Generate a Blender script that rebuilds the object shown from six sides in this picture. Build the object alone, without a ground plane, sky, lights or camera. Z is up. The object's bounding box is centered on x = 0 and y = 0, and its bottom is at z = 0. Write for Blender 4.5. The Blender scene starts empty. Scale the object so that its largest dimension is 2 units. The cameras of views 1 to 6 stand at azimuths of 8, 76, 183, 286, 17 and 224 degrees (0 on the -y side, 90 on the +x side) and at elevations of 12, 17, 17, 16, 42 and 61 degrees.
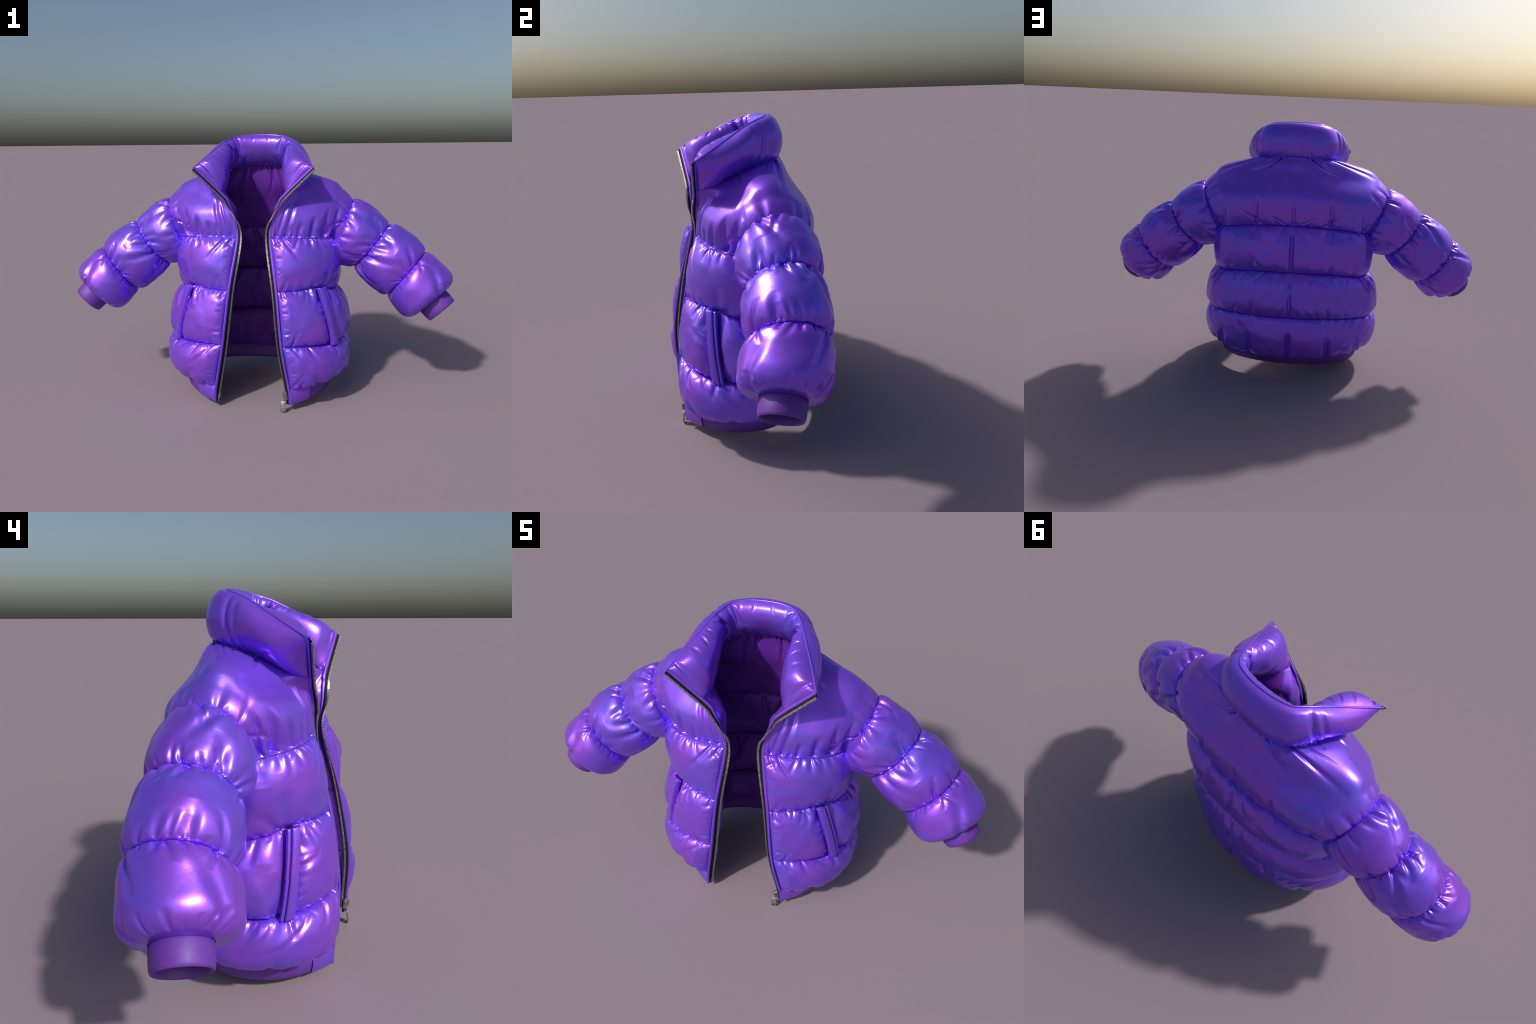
"""Glossy purple puffer jacket, unzipped, standing open: body baffles, yoke, sleeves, collar, hem, zip, pockets."""
import bpy, math
import numpy as np

RNG = np.random.default_rng(20240611)

# ------------------------------------------------------------------ helpers
def smooth(x, a=0.0, b=1.0):
    t = np.clip((np.asarray(x, float) - a) / (b - a), 0, 1)
    return t * t * (3 - 2 * t)

def catmull(ctrl, t):
    """Catmull-Rom through ctrl (n, ...) with one ghost at each end already included: t in 0..n-3."""
    n = len(ctrl) - 3
    t = np.clip(np.asarray(t, float), 0, n)
    i = np.minimum(t.astype(int), n - 1)
    f = (t - i).reshape(t.shape + (1,) * (ctrl.ndim - 1))
    p0, p1, p2, p3 = ctrl[i], ctrl[i + 1], ctrl[i + 2], ctrl[i + 3]
    return 0.5 * (2 * p1 + (p2 - p0) * f + (2 * p0 - 5 * p1 + 4 * p2 - p3) * f ** 2 + (3 * p1 - p0 - 3 * p2 + p3) * f ** 3)

MIRROR = np.array([-1.0, 1.0, 1.0])

def with_ghosts(row):
    """Ghost points for a half curve that starts at the zip and ends on the mirror plane at the back."""
    row = np.asarray(row, float)
    first = 2 * row[0] - row[1]
    last = row[-2] * MIRROR if row.ndim == 2 and row.shape[1] == 3 else row[-2]
    return np.concatenate([[first], row, [last]])

def scalar_curve(vals, t):
    v = np.asarray(vals, float)
    return catmull(np.concatenate([[v[0]], v, [v[-2]]]), t)

def normals_of(P):
    du = np.gradient(P, axis=1)
    dv = np.gradient(P, axis=0)
    n = np.cross(du, dv)
    return n / (np.linalg.norm(n, axis=-1, keepdims=True) + 1e-12)

_lattice = np.random.default_rng(77).uniform(-1, 1, (32, 32, 32))
def noise3(P, scale, off=0.0):
    q = np.asarray(P) * scale + off
    i = np.floor(q).astype(int)
    f = q - i
    f = f * f * f * (f * (f * 6 - 15) + 10)
    out = 0
    for dx in (0, 1):
        for dy in (0, 1):
            for dz in (0, 1):
                w = (f[..., 0] if dx else 1 - f[..., 0]) * (f[..., 1] if dy else 1 - f[..., 1]) * (f[..., 2] if dz else 1 - f[..., 2])
                out = out + w * _lattice[(i[..., 0] + dx) % 32, (i[..., 1] + dy) % 32, (i[..., 2] + dz) % 32]
    return out

def mesh_object(name, P, parent, mat, closed_u=False, flip=False, extra=None):
    """Quad grid P (rows, columns, 3) to a smooth mesh object."""
    nv, nu = P.shape[:2]
    idx = np.arange(nv * nu).reshape(nv, nu)
    if closed_u:
        idx = np.concatenate([idx, idx[:, :1]], axis=1)
    q = np.stack([idx[:-1, :-1], idx[:-1, 1:], idx[1:, 1:], idx[1:, :-1]], -1).reshape(-1, 4)
    if flip:
        q = q[:, ::-1]
    return faces_object(name, P.reshape(-1, 3), q, parent, mat)

def faces_object(name, V, Q, parent, mat, smooth_shade=True):
    V, Q = np.asarray(V, np.float32), np.asarray(Q, np.int32)
    k = Q.shape[1]
    me = bpy.data.meshes.new(name)
    me.vertices.add(len(V)); me.vertices.foreach_set("co", V.ravel())
    me.loops.add(Q.size); me.loops.foreach_set("vertex_index", Q.ravel())
    me.polygons.add(len(Q)); me.polygons.foreach_set("loop_start", np.arange(0, Q.size, k, dtype=np.int32))
    me.polygons.foreach_set("use_smooth", np.full(len(Q), smooth_shade))
    me.update(calc_edges=True); me.validate()
    me.materials.append(mat)
    ob = bpy.data.objects.new(name, me)
    bpy.context.scene.collection.objects.link(ob)
    if parent:
        ob.parent = parent
    return ob

def joined_grids(name, grids, parent, mat):
    """Several quad grids in one mesh; each item (P, closed_u, flip)."""
    Vs, Qs, base = [], [], 0
    for P, closed, flip in grids:
        nv, nu = P.shape[:2]
        idx = np.arange(nv * nu).reshape(nv, nu) + base
        if closed:
            idx = np.concatenate([idx, idx[:, :1]], axis=1)
        q = np.stack([idx[:-1, :-1], idx[:-1, 1:], idx[1:, 1:], idx[1:, :-1]], -1).reshape(-1, 4)
        Qs.append(q[:, ::-1] if flip else q)
        Vs.append(P.reshape(-1, 3)); base += nv * nu
    return faces_object(name, np.concatenate(Vs), np.concatenate(Qs), parent, mat)

# ------------------------------------------------------------------ creases
class Creases:
    """Gathered folds that run away from a seam: each has a place along it, a length, a width, a depth and a slant."""
    def __init__(self, length, spacing, reach, seed, depth=0.006, width=0.009, jitter=0.5, start=0.0):
        r = np.random.default_rng(seed)
        self.items = []
        a = start + r.uniform(0, spacing)
        while a < length:
            big = r.random() ** 2.0
            L = reach * (0.28 + 1.7 * big)
            self.items.append((a, L, width * r.uniform(0.6, 1.2) * (0.8 + 0.9 * big), depth * r.uniform(0.4, 1.0) * (0.6 + 1.2 * big), r.normal(0, 0.4)))
            a += spacing * r.uniform(1 - jitter, 1 + jitter) * (0.8 + 0.6 * big)
    def add(self, a, L, w, depth, slant=0.0):
        self.items.append((a, L, w, depth, slant)); return self
    def field(self, A, D, period=None):
        out = np.zeros_like(A)
        for a, L, w, dep, sl in self.items:
            da = A - a - sl * D
            if period is not None:
                da = (da + period / 2) % period - period / 2
            m = (np.abs(da) < 3.2 * w) & (D < L)
            if not m.any():
                continue
            x = da[m] / (w * (0.45 + 0.75 * np.sqrt(np.clip(D[m] / L, 0, 1))))
            k = 1 - D[m] / L
            out[m] += -dep * (1 - 0.55 * x * x) * np.exp(-x * x) * k ** 0.8
        return out

# ------------------------------------------------------------------ materials
def nodes_for(name):
    m = bpy.data.materials.new(name); m.use_nodes = True
    nt = m.node_tree
    return m, nt, nt.nodes["Principled BSDF"]

def link(nt, a, b):
    nt.links.new(a, b)

def ramp(nt, fac, stops):
    n = nt.nodes.new("ShaderNodeValToRGB")
    e = n.color_ramp.elements
    while len(e) < len(stops):
        e.new(0.5)
    for el, (p, c) in zip(e, stops):
        el.position, el.color = p, (*c, 1)
    link(nt, fac, n.inputs[0])
    return n.outputs[0]

def noise_node(nt, scale, detail=3.0, rough=0.5, dist=0.0):
    co = nt.nodes.new("ShaderNodeTexCoord")
    n = nt.nodes.new("ShaderNodeTexNoise")
    n.inputs["Scale"].default_value, n.inputs["Detail"].default_value = scale, detail
    n.inputs["Roughness"].default_value, n.inputs["Distortion"].default_value = rough, dist
    link(nt, co.outputs["Object"], n.inputs["Vector"])
    return n.outputs["Fac"]

def mix_rgb(nt, fac, a, b, mode="MIX"):
    n = nt.nodes.new("ShaderNodeMix"); n.data_type, n.blend_type = "RGBA", mode
    for sock, v in ((n.inputs[0], fac), (n.inputs[6], a), (n.inputs[7], b)):
        if isinstance(v, (int, float)):
            sock.default_value = v
        elif isinstance(v, tuple):
            sock.default_value = (*v, 1)
        else:
            link(nt, v, sock)
    return n.outputs[2]

def shell_material():
    m, nt, b = nodes_for("pearl_purple_shell")
    base = ramp(nt, noise_node(nt, 5.0, 1.0, 0.4, 0.4), [(0.30, (0.205, 0.112, 0.830)), (0.5, (0.248, 0.098, 0.825)), (0.70, (0.302, 0.094, 0.790))])  # blue and pink sheen on the puffs, tinted into the base colour by noise
    grain = ramp(nt, noise_node(nt, 42.0, 4.0, 0.6), [(0.3, (0.96, 0.96, 0.96)), (0.7, (1.03, 1.03, 1.03))])
    col = mix_rgb(nt, 1.0, base, grain, "MULTIPLY")
    link(nt, col, b.inputs["Base Color"])
    b.inputs["Metallic"].default_value = 0.6
    b.inputs["Roughness"].default_value = 0.30
    b.inputs["Coat Weight"].default_value = 0.0
    bump = nt.nodes.new("ShaderNodeBump")
    bump.inputs["Strength"].default_value, bump.inputs["Distance"].default_value = 0.15, 0.004
    link(nt, noise_node(nt, 30.0, 3.0, 0.55), bump.inputs["Height"])
    link(nt, bump.outputs[0], b.inputs["Normal"])
    return m

def cloth_material(name, c1, c2, rough, metallic=0.0, scale=9.0):
    m, nt, b = nodes_for(name)
    link(nt, ramp(nt, noise_node(nt, scale, 3.0), [(0.35, c1), (0.65, c2)]), b.inputs["Base Color"])
    b.inputs["Roughness"].default_value, b.inputs["Metallic"].default_value = rough, metallic
    return m

def knit_material():
    m, nt, b = nodes_for("purple_rib_knit")
    link(nt, ramp(nt, noise_node(nt, 60.0, 4.0), [(0.3, (0.100, 0.026, 0.280)), (0.7, (0.128, 0.034, 0.340))]), b.inputs["Base Color"])
    b.inputs["Roughness"].default_value = 0.55
    return m

def metal_material():
    m, nt, b = nodes_for("worn_zip_metal")
    link(nt, ramp(nt, noise_node(nt, 110.0, 2.0, 0.6), [(0.30, (0.22, 0.22, 0.20)), (0.55, (0.45, 0.45, 0.41)), (0.75, (0.66, 0.66, 0.62))]), b.inputs["Base Color"])
    b.inputs["Metallic"].default_value, b.inputs["Roughness"].default_value = 0.9, 0.40
    return m

SHELL = shell_material()
LINING = cloth_material("dark_purple_lining", (0.090, 0.017, 0.255), (0.118, 0.022, 0.310), 0.42)
LINING.node_tree.nodes['Principled BSDF'].inputs['Specular IOR Level'].default_value = 0.22
KNIT = knit_material()
METAL = metal_material()
TAPE = cloth_material("black_zip_tape", (0.004, 0.004, 0.005), (0.009, 0.008, 0.010), 0.75, scale=80.0)
TAPE.node_tree.nodes['Principled BSDF'].inputs['Specular IOR Level'].default_value = 0.2
SLIT = cloth_material("dark_pocket_slit", (0.018, 0.010, 0.045), (0.030, 0.015, 0.070), 0.6)

# ------------------------------------------------------------------ the body's control curves (half; mirrored in x)
# columns: zip edge, front, front, front side, side, back side, back, back centre
HEM_BOTTOM = [(.187, -.322, .034), (.258, -.268, .037), (.328, -.190, .041), (.372, -.095, .045), (.380, .015, .050), (.325, .130, .056), (.190, .200, .060), (0, .222, .060)]
HEM_TOP = [(.180, -.323, .113), (.262, -.274, .114), (.338, -.198, .120), (.386, -.098, .128), (.397, .018, .132), (.342, .140, .138), (.198, .216, .140), (0, .240, .140)]
SEAM_LOW = [(.142, -.328, .337), (.245, -.302, .332), (.340, -.248, .324), (.425, -.145, .318), (.455, .030, .325), (.393, .183, .345), (.225, .288, .365), (0, .318, .370)]
SEAM_MID = [(.113, -.283, .602), (.210, -.262, .602), (.312, -.205, .610), (.392, -.100, .580), (.416, .040, .560), (.365, .180, .575), (.205, .265, .602), (0, .292, .610)]
SEAM_CHEST = [(.077, -.216, .857), (.180, -.215, .855), (.300, -.180, .850), (.395, -.090, .838), (.408, .040, .820), (.372, .185, .815), (.202, .240, .840), (0, .262, .850)]
YOKE_A = [(.098, -.213, .965), (.195, -.186, .965), (.320, -.146, .970), (.440, -.070, .980), (.495, .045, .982), (.440, .172, .965), (.225, .228, .975), (0, .236, .985)]
YOKE_B = [(.122, -.212, 1.020), (.200, -.142, 1.040), (.295, -.072, 1.066), (.385, -.012, 1.095), (.406, .046, 1.102), (.340, .114, 1.082), (.165, .160, 1.085), (0, .178, 1.098)]
NECK = [(.148, -.212, 1.061), (.185, -.155, 1.085), (.200, -.080, 1.120), (.203, -.010, 1.150), (.193, .050, 1.168), (.158, .115, 1.180), (.090, .150, 1.185), (0, .165, 1.187)]
COLLAR_TOP = [(.288, -.227, 1.198), (.254, -.150, 1.239), (.219, -.079, 1.277), (.187, -.014, 1.312), (.162, .034, 1.332), (.126, .083, 1.347), (.067, .105, 1.354), (0, .111, 1.356)]

NU = 440                       # columns over half the body
TU = np.linspace(0, 7, NU)
def curve(row):
    return catmull(with_ghosts(row), TU)

def inward(C, amount):
    """Curve moved horizontally towards the inside of the body by an amount per column."""
    T = np.gradient(C, axis=0)
    n = np.stack([T[:, 1], -T[:, 0], np.zeros(len(C))], 1)
    n /= np.linalg.norm(n, axis=1, keepdims=True) + 1e-9
    return C - n * np.asarray(amount).reshape(-1, 1)

def seam(row, deep=0.012):
    """Stitch line: the control curve drawn in by the thread, except at the zip edge."""
    C = curve(row)
    return inward(C, deep * smooth(arclen(C), 0.0, 0.07))

def arclen(C):
    return np.concatenate([[0], np.cumsum(np.linalg.norm(np.diff(C, axis=0), axis=1))])

def mirrored(P):
    """Half grid (rows, NU) that ends on the mirror plane to the whole one, zip to zip."""
    P = P.copy(); P[:, -1, 0] = 0
    return np.concatenate([P, P[:, -2::-1] * MIRROR], axis=1)

def puff_profile(s, n=2.1):
    return (1 - np.abs(2 * s - 1) ** n).clip(0) ** (1 / n)

def edge_rise(a, width, lip=0.012):
    x = np.clip((a - lip) / width, 0, 1)
    return np.sqrt(np.clip(1 - (1 - x) ** 2, 0, 1))

JACKET = bpy.data.objects.new("puffer_jacket", None)
bpy.context.scene.collection.objects.link(JACKET)
JACKET["label"] = "glossy purple quilted puffer jacket, unzipped with standing collar"
JACKET["category"] = "jacket"

def spaced(n):
    """Parameters over a row, crowded towards both seams."""
    t = np.linspace(0, 1, n)
    return 0.55 * t + 0.45 * (0.5 - 0.5 * np.cos(np.pi * t))

# pocket line, as a column parameter at the top and at the bottom of its row
def column_near(row, p):
    C = curve(row)
    return TU[np.argmin(np.linalg.norm(C - np.array(p), axis=1))]
POCKET_TOP, POCKET_BOTTOM = column_near(SEAM_MID, (.329, -.190, .612)), column_near(SEAM_LOW, (.405, -.200, .320))

def baffle(lower, upper, amps, n, seed, pocket=False, back_fold=None, profile_n=2.3, low_amp=1.0, droop=1.0, gather=.0095):
    A, B = (curve(lower) if lower is HEM_TOP else seam(lower)), seam(upper)
    s = spaced(n)[:, None]
    base = A[None] * (1 - s)[..., None] + B[None] * s[..., None]
    N = normals_of(base)
    if lower is HEM_TOP:
        N = N * np.array([1, 1, .25]); N /= np.linalg.norm(N, axis=-1, keepdims=True)
    la, lb = arclen(A), arclen(B)
    arc = la[None] * (1 - s) + lb[None] * s
    H = np.linalg.norm(B - A, axis=1)[None]
    amp = (scalar_curve(amps, TU)[None] + .012) * edge_rise(arc, 0.055, .009)
    S = np.broadcast_to(s, arc.shape)
    if pocket:
        tp = POCKET_BOTTOM * (1 - s) + POCKET_TOP * s
        ap = np.interp(tp[:, 0], TU, la)[:, None] * (1 - s) + np.interp(tp[:, 0], TU, lb)[:, None] * s
        d = arc - ap
        near = np.where(d < 0, np.clip((-d - 0.024) / 0.06, 0, 1), np.clip((d - 0.024) / 0.07, 0, 1))
        amp = amp * (0.22 + 0.78 * np.sqrt(1 - (1 - near) ** 2))
    disp = amp * puff_profile(S ** droop, profile_n) * (low_amp + (1 - low_amp) * S)
    # gathers
    top, bot = Creases(lb[-1], 0.038, 0.060, seed, depth=.0115, width=.0140, jitter=.65), Creases(la[-1], 0.042, 0.055, seed + 1, depth=gather, width=.0145, jitter=.65)
    dt, db = (1 - S) * H, S * H
    g = top.field(arc, dt) * smooth(dt, -.004, 0.008) + bot.field(arc, db) * smooth(db, -.004, 0.008)
    g = g + Creases(lb[-1], .13, .11, seed + 7, depth=.010, width=.020).field(arc, dt) + Creases(la[-1], .14, .10, seed + 8, depth=.010, width=.020).field(arc, db)
    g = g * (1 - .5 * smooth(base[..., 1], .05, .2))
    edge = Creases(float(H.mean()), 0.026, 0.032, seed + 2, depth=0.0055, width=0.009)
    g = g + edge.field(S * H, np.clip(arc - 0.012, 0, None)) * smooth(arc, 0.012, 0.024)
    if pocket:
        g = g + Creases(float(H.mean()), 0.040, 0.045, seed + 3, depth=0.007, width=.011).field(S * H, np.clip(-d - 0.024, 0, None)) * smooth(-d, .024, .034)
    if back_fold:
        for x0, s0, s1, w, dep in back_fold:
            k = smooth(S, s0 - 0.12, s0 + 0.05) * (1 - smooth(S, s1 - 0.15, s1 + 0.20))
            w = w * 1.35
            X = np.abs(base[..., 0] - x0)
            back = base[..., 1] > 0.1
            g = g - dep * np.exp(-(X / w) ** 2) * k * back
    g = g + 0.006 * noise3(base, 8.0, seed) * puff_profile(S, 2) + 0.002 * noise3(base, 22.0, seed + 5.5) * puff_profile(S, 2)
    g = g * smooth(arc, 0.008, 0.03)
    return base + N * (disp + g)[..., None]

ROW_LOW = baffle(HEM_TOP, SEAM_LOW, [.021, .039, .050, .052, .039, .030, .036, .038], 104, 11, profile_n=2.6, low_amp=scalar_curve([1.45, 1.45, 1.5, 1.55, 1.65, 1.8, 1.95, 2.0], TU)[None],
                 droop=scalar_curve([1.1, 1.1, 1.05, .98, .86, .72, .62, .60], TU)[None], gather=.014, back_fold=[(0, 0.0, 0.55, .010, .024), (.19, .0, .45, .010, .024), (.19, .8, 1.0, .008, .012), (.33, .0, .4, .010, .018)])
ROW_MID = baffle(SEAM_LOW, SEAM_MID, [.022, .026, .030, .036, .036, .027, .027, .027], 100, 23, pocket=True, low_amp=1.35, back_fold=[(0, .05, .50, .008, .018), (0, .75, .9, .012, .008), (.19, .0, .2, .008, .010), (.10, .85, 1.0, .008, .006)])
ROW_CHEST = baffle(SEAM_MID, SEAM_CHEST, [.026, .030, .030, .026, .022, .034, .040, .040], 96, 37, back_fold=[(0, .05, .85, .008, .018), (.19, .0, .18, .008, .011), (.19, .8, 1.0, .008, .009)])

# ------------------------------------------------------------------ sleeves: seam rings along a spine
SEAM_CENTRES = np.array([(.428, .045, .872), (.590, .034, .785), (.770, .000, .646), (.901, -.060, .517)])
AXES = np.array([(.92, -.02, -.38), (.79, -.09, -.61), (.77, -.20, -.60), (.66, -.30, -.69)])
AXES /= np.linalg.norm(AXES, axis=1, keepdims=True)
RADII = np.array([(.152, .131), (.127, .116), (.131, .118), (.084, .080)])      # (up, sideways) of each ring
def ring_frame(i):
    t = AXES[i]
    side = np.array([0, 1.0, 0]); side -= t * (side @ t); side /= np.linalg.norm(side)
    up = np.cross(t, side); up *= np.sign(up[2])
    return up, side
NT = 330
TH = np.linspace(0, 2 * np.pi, NT, endpoint=False)
def ring(i, scale=1.0, shift=0.0):
    up, side = ring_frame(i)
    return SEAM_CENTRES[i] + shift * AXES[i] + scale * (RADII[i][0] * np.cos(TH)[:, None] * up + RADII[i][1] * np.sin(TH)[:, None] * side)

def sleeve_section(i, amp_up, amp_side, n, seed, profile_n=2.1, grow=0.0, start_depth=.014):
    A, B = ring(i), ring(i + 1)
    s = spaced(n)[:, None]
    base = A[None] * (1 - s)[..., None] + B[None] * s[..., None]
    ctr = SEAM_CENTRES[i] * (1 - s) + SEAM_CENTRES[i + 1] * s
    N = base - ctr[:, None]
    N /= np.linalg.norm(N, axis=-1, keepdims=True)
    S = np.broadcast_to(s, base.shape[:2])
    H = np.linalg.norm(B - A, axis=1)[None]
    per = 2 * np.pi * 0.16
    arc = np.broadcast_to(TH[None] / (2 * np.pi) * per, S.shape)
    amp = amp_up * np.cos(TH)[None] ** 2 + amp_side * np.sin(TH)[None] ** 2 + grow * S
    disp = amp * puff_profile(S, profile_n)
    dt, db = (1 - S) * H, S * H
    g = Creases(per, 0.037, 0.060, seed, depth=start_depth, width=.0135, jitter=.65).field(arc, db, per) * smooth(db, -.004, .008)
    g = g + Creases(per, 0.037, 0.060, seed + 1, depth=.0135, width=.0135, jitter=.65).field(arc, dt, per) * smooth(dt, 0, .01)
    g = g + Creases(per, .15, .10, seed + 2, depth=.012, width=.018).field(arc, db, per) + Creases(per, .15, .10, seed + 3, depth=.012, width=.018).field(arc, dt, per)
    g = g + (0.007 * noise3(base, 8.0, seed) + 0.003 * noise3(base, 18.0, seed)) * puff_profile(S, 2)
    return base + N * (disp + g)[..., None]

SLEEVE_PARTS = [sleeve_section(0, .038, .039, 90, 51, profile_n=2.5, start_depth=.008), sleeve_section(1, .046, .044, 100, 61, profile_n=2.6), sleeve_section(2, .038, .040, 116, 71, profile_n=2.8, grow=.044)]
SLEEVE_PARTS[0] = np.concatenate([ring(0, .93, -.09)[None], SLEEVE_PARTS[0]])

# ------------------------------------------------------------------ yoke (shoulders), chest seam to neck
def yoke_grid():
    rows = [seam(SEAM_CHEST)] + [curve(r) for r in (YOKE_A, YOKE_B, NECK)]
    rows = np.array([2 * rows[0] - rows[1]] + rows + [2 * rows[3] - rows[2]])
    n = 130
    s = spaced(n)
    base = catmull(rows, s * 3)
    N = normals_of(base)
    S = np.broadcast_to(s[:, None], base.shape[:2])
    dv = np.linalg.norm(np.diff(base, axis=0), axis=2)
    dist = np.concatenate([np.zeros((1, NU)), np.cumsum(dv, axis=0)])
    total = dist[-1:]
    db, dt = dist, total - dist
    arc = np.cumsum(np.concatenate([np.zeros((n, 1)), np.linalg.norm(np.diff(base, axis=1), axis=2)], axis=1), axis=1)
    rise = np.sqrt(np.clip(1 - (1 - np.clip(db / 0.09, 0, 1)) ** 2, 0, 1))
    fall = np.sqrt(np.clip(1 - (1 - np.clip(dt / 0.15, 0, 1)) ** 2, 0, 1))
    amp = scalar_curve([.010, .014, .014, .010, .008, .016, .024, .026], TU)[None] * edge_rise(arc, 0.06)
    disp = amp * rise * fall
    low = Creases(arc[0, -1], 0.036, 0.080, 83, depth=.010, width=.012)
    g = low.field(arc, db) * smooth(db, 0, .012)
    neck = Creases(arc[-1, -1], 0.034, 0.15, 97, depth=.013, width=.011, start=0.18)
    neck.items = [(*c[:4], -.5 * abs(c[4])) for c in neck.items if c[0] < arc[-1, -1] - .02]
    g = g + neck.field(np.broadcast_to(arc[-1:], arc.shape), dt) * smooth(dt, 0, .012)
    for x0, L, w, dep in ((0, .15, .011, .013), (.19, .17, .011, .014), (.36, .15, .012, .012)):
        g = g - dep * np.exp(-((base[..., 0] - x0) / w) ** 2) * (1 - smooth(db, L * .55, L)) * (base[..., 1] > .08) * smooth(db, 0, .01)
    for a0, dep, w in ((.036, .006, .008), (.074, .008, .012)):
        g = g - dep * np.exp(-((arc - a0 - .12 * db) / w) ** 2) * (1 - smooth(db, .14, .24)) * smooth(db, 0, .01)
    for x0, L, w, dep in ((.335, .17, .012, .020), (.275, .12, .012, .015), (.385, .20, .013, .022), (.215, .09, .012, .010)):
        g = g - dep * np.exp(-((base[..., 0] - x0 - .18 * db) / w) ** 2) * (1 - smooth(db, L * .55, L)) * (base[..., 1] < -.05) * smooth(db, 0, .01)
    g = g - .005 * np.exp(-(dt / .03) ** 2) * smooth(TU, 2, 3)[None] * smooth(dt, 0, .008)
    g = g + 0.004 * noise3(base, 8.0, 3.3) * rise * fall
    P = base + N * (disp + g * smooth(arc, .008, .03))[..., None]
    # shoulder rounds down into the armhole seam
    up, side = ring_frame(0)
    rel = P - SEAM_CENTRES[0]
    t, a, b = rel @ AXES[0], rel @ up, rel @ side
    r = np.hypot(a, b) + 1e-9
    ru, rs = RADII[0]
    ring_r = 1 / np.sqrt((a / r / ru) ** 2 + (b / r / rs) ** 2)
    inside = np.clip(-t / 0.10, 0, 1)
    limit = ring_r + 0.008 + 0.042 * np.sqrt(1 - (1 - inside) ** 2)
    limit = np.where(t > 0, ring_r - 0.004 - 0.6 * t, limit) + np.clip(-0.06 - t, 0, None) ** 2 * 25
    k = (1 + (r / limit) ** 14) ** (-1 / 14)
    k = 1 + (k - 1) * smooth(t, -.22, -.10)
    D = np.clip(-t, 0, None)
    gathers = Creases(1.0, .048, .060, 401, depth=.008, width=.012).field((np.arctan2(b, a) % (2 * np.pi)) * .16, D, 2 * np.pi * .16)
    k = k + gathers / r * (np.abs(r / ring_r - 1.08) < .3) * (t < 0)
    k = 1 + (k - 1) * smooth(db, 0.0, 0.035)
    return SEAM_CENTRES[0] + t[..., None] * AXES[0] + k[..., None] * (a[..., None] * up + b[..., None] * side)

YOKE = yoke_grid()

body_parts = [("quilted_baffle", ROW_LOW), ("quilted_baffle", ROW_MID), ("quilted_baffle", ROW_CHEST), ("yoke", YOKE)]
for nm, G in body_parts:
    mesh_object(nm, mirrored(G), JACKET, SHELL)

# ------------------------------------------------------------------ sleeves: objects
def cuff_grids():
    c, ax = SEAM_CENTRES[3], AXES[3]
    up, side = ring_frame(3)
    prof = [(-.02, .90), (0, .97), (.008, 1.0), (.038, .985), (.056, .97), (.064, .94), (.066, .90), (.062, .85), (.04, .84), (-.05, .84), (-.051, .4), (-.051, .01)]
    th = np.linspace(0, 2 * np.pi, 160, endpoint=False)
    rib = 1 + 0.008 * np.sign(np.sin(th * 40)) * 0
    P = np.array([c + d * ax + k * rib[:, None] * (RADII[3][0] * np.cos(th)[:, None] * up + RADII[3][1] * np.sin(th)[:, None] * side) for d, k in prof])
    return P

for sgn in (1, -1):
    M = np.array([sgn, 1.0, 1.0])
    main = mesh_object("sleeve", SLEEVE_PARTS[0] * M, JACKET, SHELL, closed_u=True, flip=sgn < 0)
    for G in SLEEVE_PARTS[1:]:
        mesh_object("sleeve_baffle", G * M, main, SHELL, closed_u=True, flip=sgn < 0)
    mesh_object("cuff", cuff_grids() * M, main, KNIT, closed_u=True, flip=sgn < 0)

# ------------------------------------------------------------------ collar
def inner_neck():
    return inward(curve(NECK), scalar_curve([0, .040, .040, .020, .008, .004, .003, .003], TU))

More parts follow.
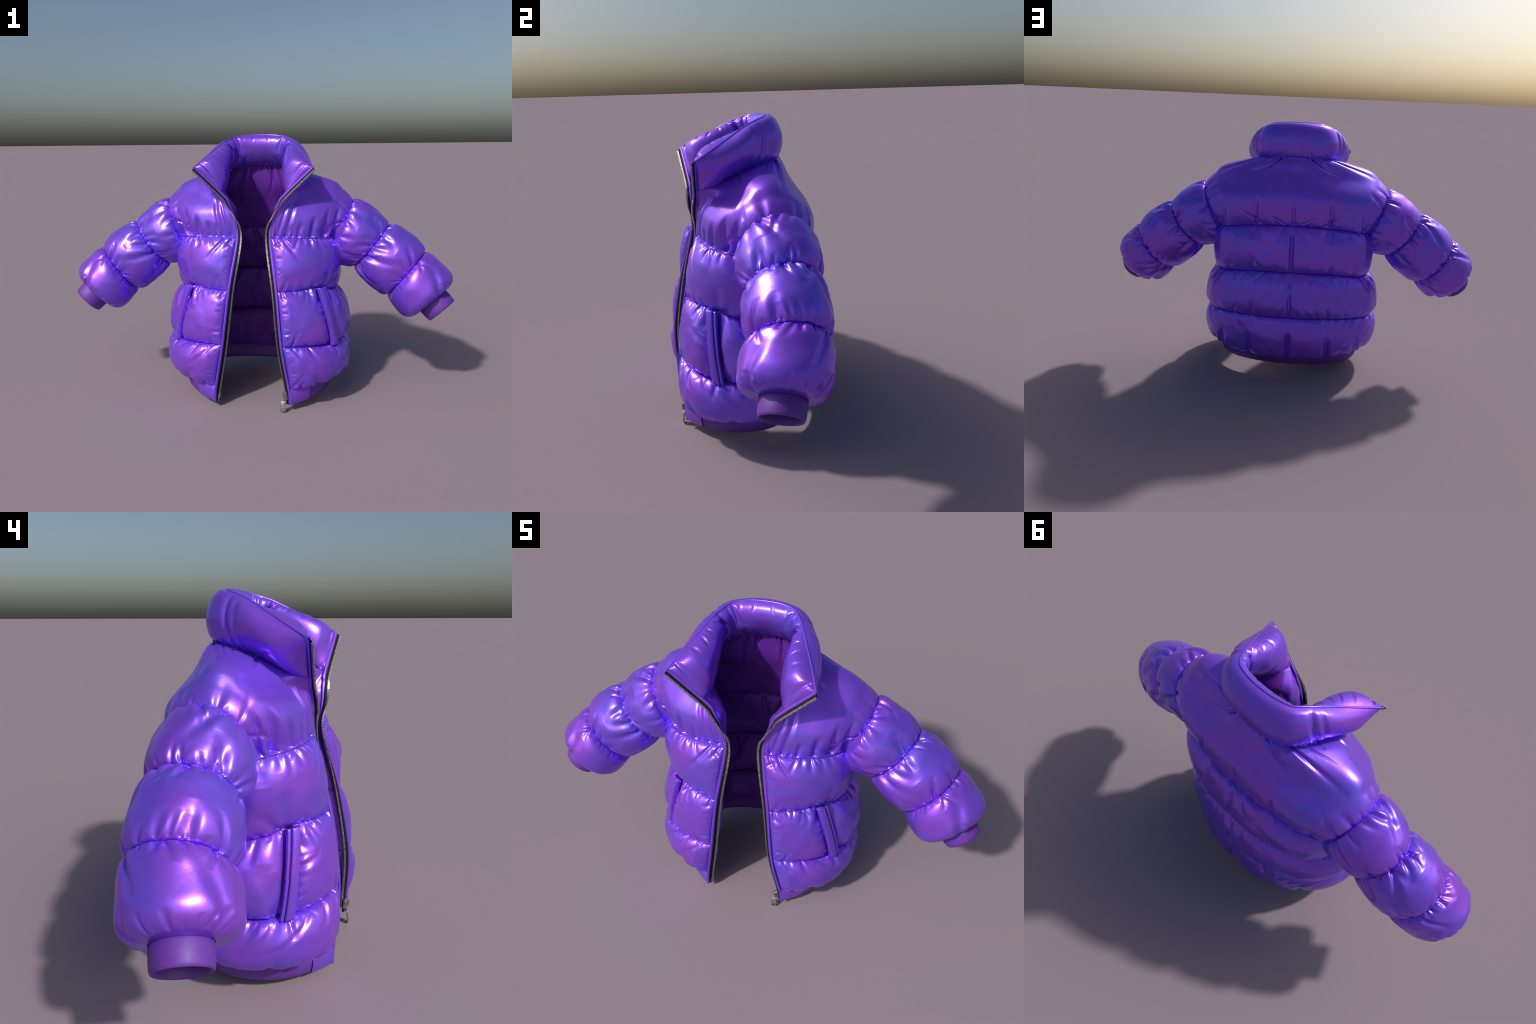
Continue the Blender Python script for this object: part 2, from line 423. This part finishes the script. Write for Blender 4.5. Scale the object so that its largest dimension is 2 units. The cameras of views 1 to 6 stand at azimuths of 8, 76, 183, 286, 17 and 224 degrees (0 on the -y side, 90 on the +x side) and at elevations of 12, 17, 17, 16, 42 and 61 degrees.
def collar_grid(outer):
    B, T = curve(NECK), curve(COLLAR_TOP)
    if not outer:
        B = inner_neck()
    n = 70
    s = spaced(n)[:, None]
    base = B[None] * (1 - s)[..., None] + T[None] * s[..., None]
    N = normals_of(base)
    arc = np.cumsum(np.concatenate([np.zeros((n, 1)), np.linalg.norm(np.diff(base, axis=1), axis=2)], axis=1), axis=1)
    S = np.broadcast_to(s, arc.shape)
    H = np.linalg.norm(T - B, axis=1)[None]
    if outer:
        amp = scalar_curve([.055, .060, .060, .054, .047, .047, .046, .045], TU)[None] * edge_rise(arc, .12, .006)
    else:
        amp = -scalar_curve([.056, .070, .066, .048, .038, .042, .048, .050], TU)[None] * edge_rise(arc, .09, .006)
    disp = amp * puff_profile(S ** (1.25 if outer else 1.5), 2.1)
    dt, db = (1 - S) * H, S * H
    if outer:
        g = Creases(arc[-1, -1], .035, .04, 131, depth=.004, start=.25).field(arc, db) * smooth(db, 0, .01)
        for a0, dep, w in ((.30, .010, .012), (.265, .006, .012)):
            g = g - dep * np.exp(-((arc - a0 - .25 * (db - .08)) / w) ** 2) * puff_profile(S, 2)
        g = g + .003 * noise3(base, 9, 4) * puff_profile(S, 2)
    else:
        g = Creases(arc[-1, -1], .055, .075, 141, depth=.013, width=.014).field(arc, dt) * smooth(dt, 0, .01)
        g = g + Creases(arc[-1, -1], .06, .04, 143, depth=.007).field(arc, db) * smooth(db, 0, .01)
        for a0, dep, w in ((.30, .022, .010), (.345, .010, .010)):
            g = g - dep * np.exp(-((arc - a0) / w) ** 2) * puff_profile(S, 2)
        g = -(g + .003 * noise3(base, 9, 4) * puff_profile(S, 2))
    g = g + (-1 if outer else 1) * .0045 * np.exp(-(dt / .006) ** 2)
    return base + N * (disp + g * smooth(arc, .006, .03))[..., None]

collar_out, collar_in = collar_grid(True), collar_grid(False)
mesh_object("collar", mirrored(np.concatenate([collar_out, collar_in[-2::-1]])), JACKET, SHELL)

def cord(name, C, radius, parent, mat, sides=10):
    T = np.gradient(C, axis=0); T /= np.linalg.norm(T, axis=1, keepdims=True)
    X = np.cross(T, (0, 0, 1.0)); X /= np.linalg.norm(X, axis=1, keepdims=True)
    Y = np.cross(X, T)
    f = np.linspace(0, 2 * np.pi, sides, endpoint=False)[None, :, None]
    return mesh_object(name, C[:, None] + radius * (np.cos(f) * X[:, None] + np.sin(f) * Y[:, None]), parent, mat, closed_u=True)
cord("collar_piping", mirrored(curve(COLLAR_TOP)[None])[0], .0038, JACKET, SHELL)

SEAM_SHADE = cloth_material("painted_seam_shade", (0.030, 0.010, 0.110), (0.045, 0.014, 0.150), 0.7, scale=60.0)  # dark cords modelled along the seams to darken the creases between puffs
for row in (SEAM_LOW, SEAM_MID, SEAM_CHEST):
    cord("seam_shade_cord", mirrored(seam(row)[None])[0], .0025, JACKET, SEAM_SHADE)
for sgn in (1, -1):
    for i in (1, 2):
        C = np.concatenate([ring(i), ring(i)[:2]]) * np.array([sgn, 1, 1])
        cord("seam_shade_cord", C, .0028, JACKET, SEAM_SHADE)

# ------------------------------------------------------------------ hem band and its shiny end patches
def hem():
    top, bot = curve(HEM_TOP), curve(HEM_BOTTOM)
    out = normals_of(np.array([bot, top]))[0]
    a = arclen(top)
    prof = [(1.25, -.004), (1.0, .004), (.85, .010), (.5, .012), (.15, .010), (.02, .005), (0, 0), (.02, -.005), (.2, -.008), (1.1, -.008)]
    P = np.array([bot * (1 - f) + top * f + o * out for f, o in prof])
    cut = int(np.searchsorted(a, 0.115))
    puffy = P.copy()
    puffy[1:6] += 0.004 * out
    e = edge_rise(a[:cut + 1], .03, .004)[None, :, None]
    patch = P[:, :cut + 1] * 1
    patch[1:6] += (.004 * e) * out[None, :cut + 1]
    knit = P[:, cut:]
    return patch, knit
patch, knit = hem()
mesh_object("hem_band", mirrored(knit), JACKET, KNIT, flip=True)
for sgn in (1, -1):
    mesh_object("hem_patch", patch * np.array([sgn, 1, 1]), JACKET, SHELL, flip=sgn > 0)

# ------------------------------------------------------------------ lining and shiny front facing
def lining_grid():
    """Quilted lining: its own seam curves, set in from the shell, most at the lower back."""
    def inner(row, offs):
        C = curve(row)
        return inward(C, scalar_curve(offs, TU) * edge_rise(arclen(C), .028, 0))
    lev = [inner(HEM_TOP, [.024, .030, .030, .026, .026, .028, .03, .03]),
           inner(SEAM_LOW, [.046, .060, .068, .074, .086, .096, .100, .100]),
           inner(SEAM_MID, [.054, .056, .056, .054, .056, .060, .062, .062]),
           inner(SEAM_CHEST, [.056, .058, .050, .038, .032, .034, .036, .036])]
    grids = []
    for k in range(3):
        A, B = lev[k], lev[k + 1]
        s = np.linspace(0, 1, 60)[:, None]
        base = A[None] * (1 - s)[..., None] + B[None] * s[..., None]
        N = normals_of(base)
        S = np.broadcast_to(s, base.shape[:2])
        arc = np.broadcast_to(arclen(B)[None], S.shape)
        puff = (.040, .038, .030)[k] * puff_profile(S, 2.2) * edge_rise(arc, .08, .03)
        skew = base * np.array([1, 1, .5]) + base[..., 2:3] * np.array([.7, 0, 0])
        fold = .034 * (0.5 - np.abs(noise3(skew, 8.0, 40 + k))) + .006 * noise3(base, 16.0, 9 + k)
        H = .25
        cr = Creases(arc[0, -1], .09, .12, 301 + k, depth=.014, width=.016, start=.08)
        fold = fold + cr.field(arc, (1 - S) * H) + Creases(arc[0, -1], .08, .10, 311 + k, depth=.012, width=.014, start=.08).field(arc, S * H)
        grids.append(base - N * (puff + fold * puff_profile(S, 2) * smooth(arc, .06, .12))[..., None])
    rows = [lev[3], inner(YOKE_A, [.072, .074, .058, .042, .036, .034, .034, .034]), inner(YOKE_B, [.050, .070, .056, .022, .013, .011, .011, .011]), inner_neck()]
    rows[2] = rows[2] - np.array([0, 0, .015])
    rows = np.array([2 * rows[0] - rows[1]] + rows + [2 * rows[3] - rows[2]])
    s = np.linspace(0, 1, 80)
    base = catmull(rows, s * 3)
    N = normals_of(base)
    S = np.broadcast_to(s[:, None], base.shape[:2])
    arc = np.broadcast_to(arclen(curve(YOKE_A))[None], S.shape)
    off = .006 * puff_profile(S, 2) + .004 * noise3(base, 9, 5) * puff_profile(S, 2)
    off = off + Creases(arc[0, -1], .045, .13, 171, depth=.010, width=.013, start=.3).field(arc, (1 - S) * .3)
    grids.append(base - N * (off * edge_rise(arc, .06, .01))[..., None])
    return grids
for G in lining_grid():
    cut = int(np.searchsorted(arclen(curve(SEAM_CHEST)), 0.06))
    mesh_object("lining", mirrored(G[:, cut:]) if True else G, JACKET, LINING, flip=True)
    for sgn in (1, -1):
        mesh_object("front_facing", G[:, :cut + 1] * np.array([sgn, 1, 1]), JACKET, SHELL, flip=sgn > 0)

# ------------------------------------------------------------------ zip
def zip_path():
    lev = [HEM_BOTTOM, HEM_TOP, SEAM_LOW, SEAM_MID, SEAM_CHEST, YOKE_A, YOKE_B, NECK, COLLAR_TOP]
    E = np.array([l[0] for l in lev], float)
    D = np.array([(-.80, .50, 0), (-.76, .60, 0), (-.74, .64, 0), (-.84, .48, 0), (-.88, -.20, 0), (-.25, -.93, -.15), (.25, -.85, -.45), (.45, -.70, -.55), (.40, -.72, -.56)])
    D /= np.linalg.norm(D, axis=1, keepdims=True)
    def ghost(X):
        return np.concatenate([[2 * X[0] - X[1]], X, [2 * X[-1] - X[-2]]])
    t = np.linspace(0, len(lev) - 1, 500)
    P, Dn = catmull(ghost(E), t), catmull(ghost(D), t)
    L = arclen(P)
    u = np.linspace(0, L[-1], 520)
    P = np.stack([np.interp(u, L, P[:, k]) for k in range(3)], 1)
    Dn = np.stack([np.interp(u, L, Dn[:, k]) for k in range(3)], 1)
    Dn /= np.linalg.norm(Dn, axis=1, keepdims=True)
    T = np.gradient(P, axis=0); T /= np.linalg.norm(T, axis=1, keepdims=True)
    N = np.cross(Dn, T); N /= np.linalg.norm(N, axis=1, keepdims=True)
    return P, Dn, T, N, u
ZP, ZD, ZT, ZN, ZU = zip_path()

def strip(sections):
    """Loft of a closed section (across, along normal) along the zip path."""
    wide = (1 + .25 * (1 - smooth(ZP[:, 2], .25, .8)))[:, None]
    return np.array([ZP + a * (wide if a > .006 else 1) * ZD + b * ZN for a, b in sections])

def rounded(a0, a1, h, n=5):
    """Closed rounded bar section from a0 to a1 with half thickness h."""
    pts = []
    for k in range(n):
        f = np.pi / 2 + np.pi * k / (n - 1)
        pts.append((a0 + h * (1 + math.cos(f)), h * math.sin(f)))
    for k in range(n):
        f = -np.pi / 2 + np.pi * k / (n - 1)
        pts.append((a1 - h * (1 - math.cos(f)), h * math.sin(f)))
    return pts

for sgn in (1, -1):
    M = np.array([sgn, 1, 1])
    def tube(name, sec, mat, parent):
        G = strip(sec).transpose(1, 0, 2) * M
        return mesh_object(name, G, parent, mat, closed_u=True, flip=sgn < 0)
    zp = tube("zip_tape", rounded(-.004, .0125, .0017), TAPE, JACKET)
    tube("zip_binding", rounded(-.012, .003, .0050), SHELL, JACKET)
    tube("zip_cord", rounded(.0112, .0150, .0019), TAPE, zp)
    # teeth: small blocks along the outer rim, one mesh
    Vs, Qs, b = [], [], 0
    cube = np.array([(x, y, z) for x in (-1, 1) for y in (-1, 1) for z in (-1, 1)], float)
    faces = np.array([(0, 1, 3, 2), (4, 6, 7, 5), (0, 4, 5, 1), (2, 3, 7, 6), (0, 2, 6, 4), (1, 5, 7, 3)])
    for d in np.arange(.02, ZU[-1] - .004, .0062):
        c = [np.array([np.interp(d, ZU, X[:, k]) for k in range(3)]) for X in (ZP, ZD, ZT, ZN)]
        ctr = c[0] + .0165 * (1 + .25 * (1 - float(smooth(c[0][2], .25, .8)))) * c[1]
        Vs.append((ctr + cube[:, :1] * .0042 * c[1] + cube[:, 1:2] * .0021 * c[2] + cube[:, 2:] * .0034 * c[3]) * M)
        Qs.append((faces if sgn > 0 else faces[:, ::-1]) + b); b += 8
    teeth = faces_object("zip_teeth", np.concatenate(Vs), np.concatenate(Qs), zp, METAL, False)
    teeth["kind"] = "stuff"

# slider with its pull tab, on the wearer's left edge; insertion pin on the other
import bmesh
def bevel_box(name, size, centre, rot, parent, mat, bev=.0015, hole=None):
    bm = bmesh.new()
    bmesh.ops.create_cube(bm, size=1.0)
    bmesh.ops.scale(bm, vec=size, verts=bm.verts)
    bmesh.ops.bevel(bm, geom=bm.edges[:], offset=bev, segments=2, affect="EDGES")
    me = bpy.data.meshes.new(name); bm.to_mesh(me); bm.free()
    me.materials.append(mat)
    ob = bpy.data.objects.new(name, me)
    bpy.context.scene.collection.objects.link(ob)
    ob.parent = parent; ob.location = centre; ob.rotation_euler = rot
    return ob

slider = bevel_box("zip_slider", (.022, .016, .046), (.165, -.324, .080), (0.05, -.12, .2), JACKET, METAL, .004)
bevel_box("slider_bridge", (.008, .010, .030), (-.002, -.012, .006), (0, 0, 0), slider, METAL, .003)

def pull_tab():
    """Flat tab with a round hole near its free end."""
    w, h, t, r = .0135, .029, .0026, .0055
    ang = np.linspace(0, 2 * np.pi, 48, endpoint=False)
    def outer(a):
        c, s = np.cos(a), np.sin(a)
        k = (np.abs(c) ** 5 + np.abs(s) ** 5) ** (-1 / 5)
        return np.stack([w * c * k, h * s * k], -1)
    O = outer(ang)
    I = np.stack([r * np.cos(ang), r * np.sin(ang) - h * .58], -1)
    rings = [(O, -t * .5, .9), (O, -t, 1), (O, t, 1), (O, t * .5, .9)]
    def lay(xy, y):
        return np.stack([xy[:, 0], np.full(len(xy), y), xy[:, 1]], -1)
    P = np.array([lay(I, -t), lay(O * .93, -t * 1.25), lay(O, -t * .7), lay(O, t * .7), lay(O * .93, t * 1.25), lay(I, t), lay(I, -t)])
    return P
tab = mesh_object("pull_tab", pull_tab(), slider, METAL, closed_u=True)
tab.matrix_parent_inverse.identity()
tab.location = (0, 0, 0)
tab.parent = JACKET
tab.location, tab.rotation_euler = (.157, -.337, .0302), (-.12, .05, .05)
pin = bevel_box("insertion_pin", (.006, .006, .045), (-.172, -.316, .052), (0, .14, 0), JACKET, METAL, .002)

# ------------------------------------------------------------------ pocket welts
def pocket(sgn):
    n = 60
    s = np.linspace(-.02, 1.0, n)
    G = ROW_MID
    sp = spaced(G.shape[0])
    pts, nor = [], []
    NG = normals_of(G)
    line, tang, norm = [], [], []
    for q in s:
        tcol = POCKET_BOTTOM * (1 - q) + POCKET_TOP * q
        A, B = curve(SEAM_LOW), curve(SEAM_MID)
        ci = int(round(tcol / 7 * (NU - 1)))
        base = A[ci] * (1 - q) + B[ci] * q
        nb = (A[ci + 4] - A[ci - 4]); nb /= np.linalg.norm(nb)
        up = B[ci] - A[ci]; up /= np.linalg.norm(up)
        nn = np.cross(nb, up); nn /= np.linalg.norm(nn)
        line.append(base); tang.append(nb); norm.append(nn)
    line, tang, norm = map(np.array, (line, tang, norm))
    lift = (.012 + .012 * np.sin(np.pi * np.clip((s + .02) / 1.02, 0, 1)) ** .7)[:, None]
    M = np.array([sgn, 1, 1])
    def padded(a0, a1, high, low=-.010):
        """Cushioned strip between two offsets across the pocket line, closed at its ends."""
        c, h = (a0 + a1) / 2, (a1 - a0) / 2
        G = []
        for f in np.linspace(0, 2 * np.pi, 28, endpoint=False):
            ca, sa = math.cos(f), math.sin(f)
            ca, sa = np.sign(ca) * abs(ca) ** .45, np.sign(sa) * abs(sa) ** .6
            G.append(line + (c + h * ca) * tang + (lift + (high * sa if sa > 0 else -low * sa)) * norm)
        G = np.array(G).transpose(1, 0, 2)
        ends = [G[:1].mean(axis=1, keepdims=True).repeat(G.shape[1], 1), G[-1:].mean(axis=1, keepdims=True).repeat(G.shape[1], 1)]
        return np.concatenate([ends[0], G, ends[1]]) * M
    ob = mesh_object("pocket_welt", padded(-.024, .010, .013), JACKET, SHELL, closed_u=True, flip=sgn < 0)
    mesh_object("pocket_lip", padded(.0125, .025, .007), ob, SHELL, closed_u=True, flip=sgn < 0)
    mesh_object("welt_stitching", padded(-.0275, -.0235, .004), ob, SHELL, closed_u=True, flip=sgn < 0)
    mesh_object("pocket_slit", padded(.004, .020, .002), ob, SLIT, closed_u=True, flip=sgn < 0)
for sgn in (1, -1):
    pocket(sgn)
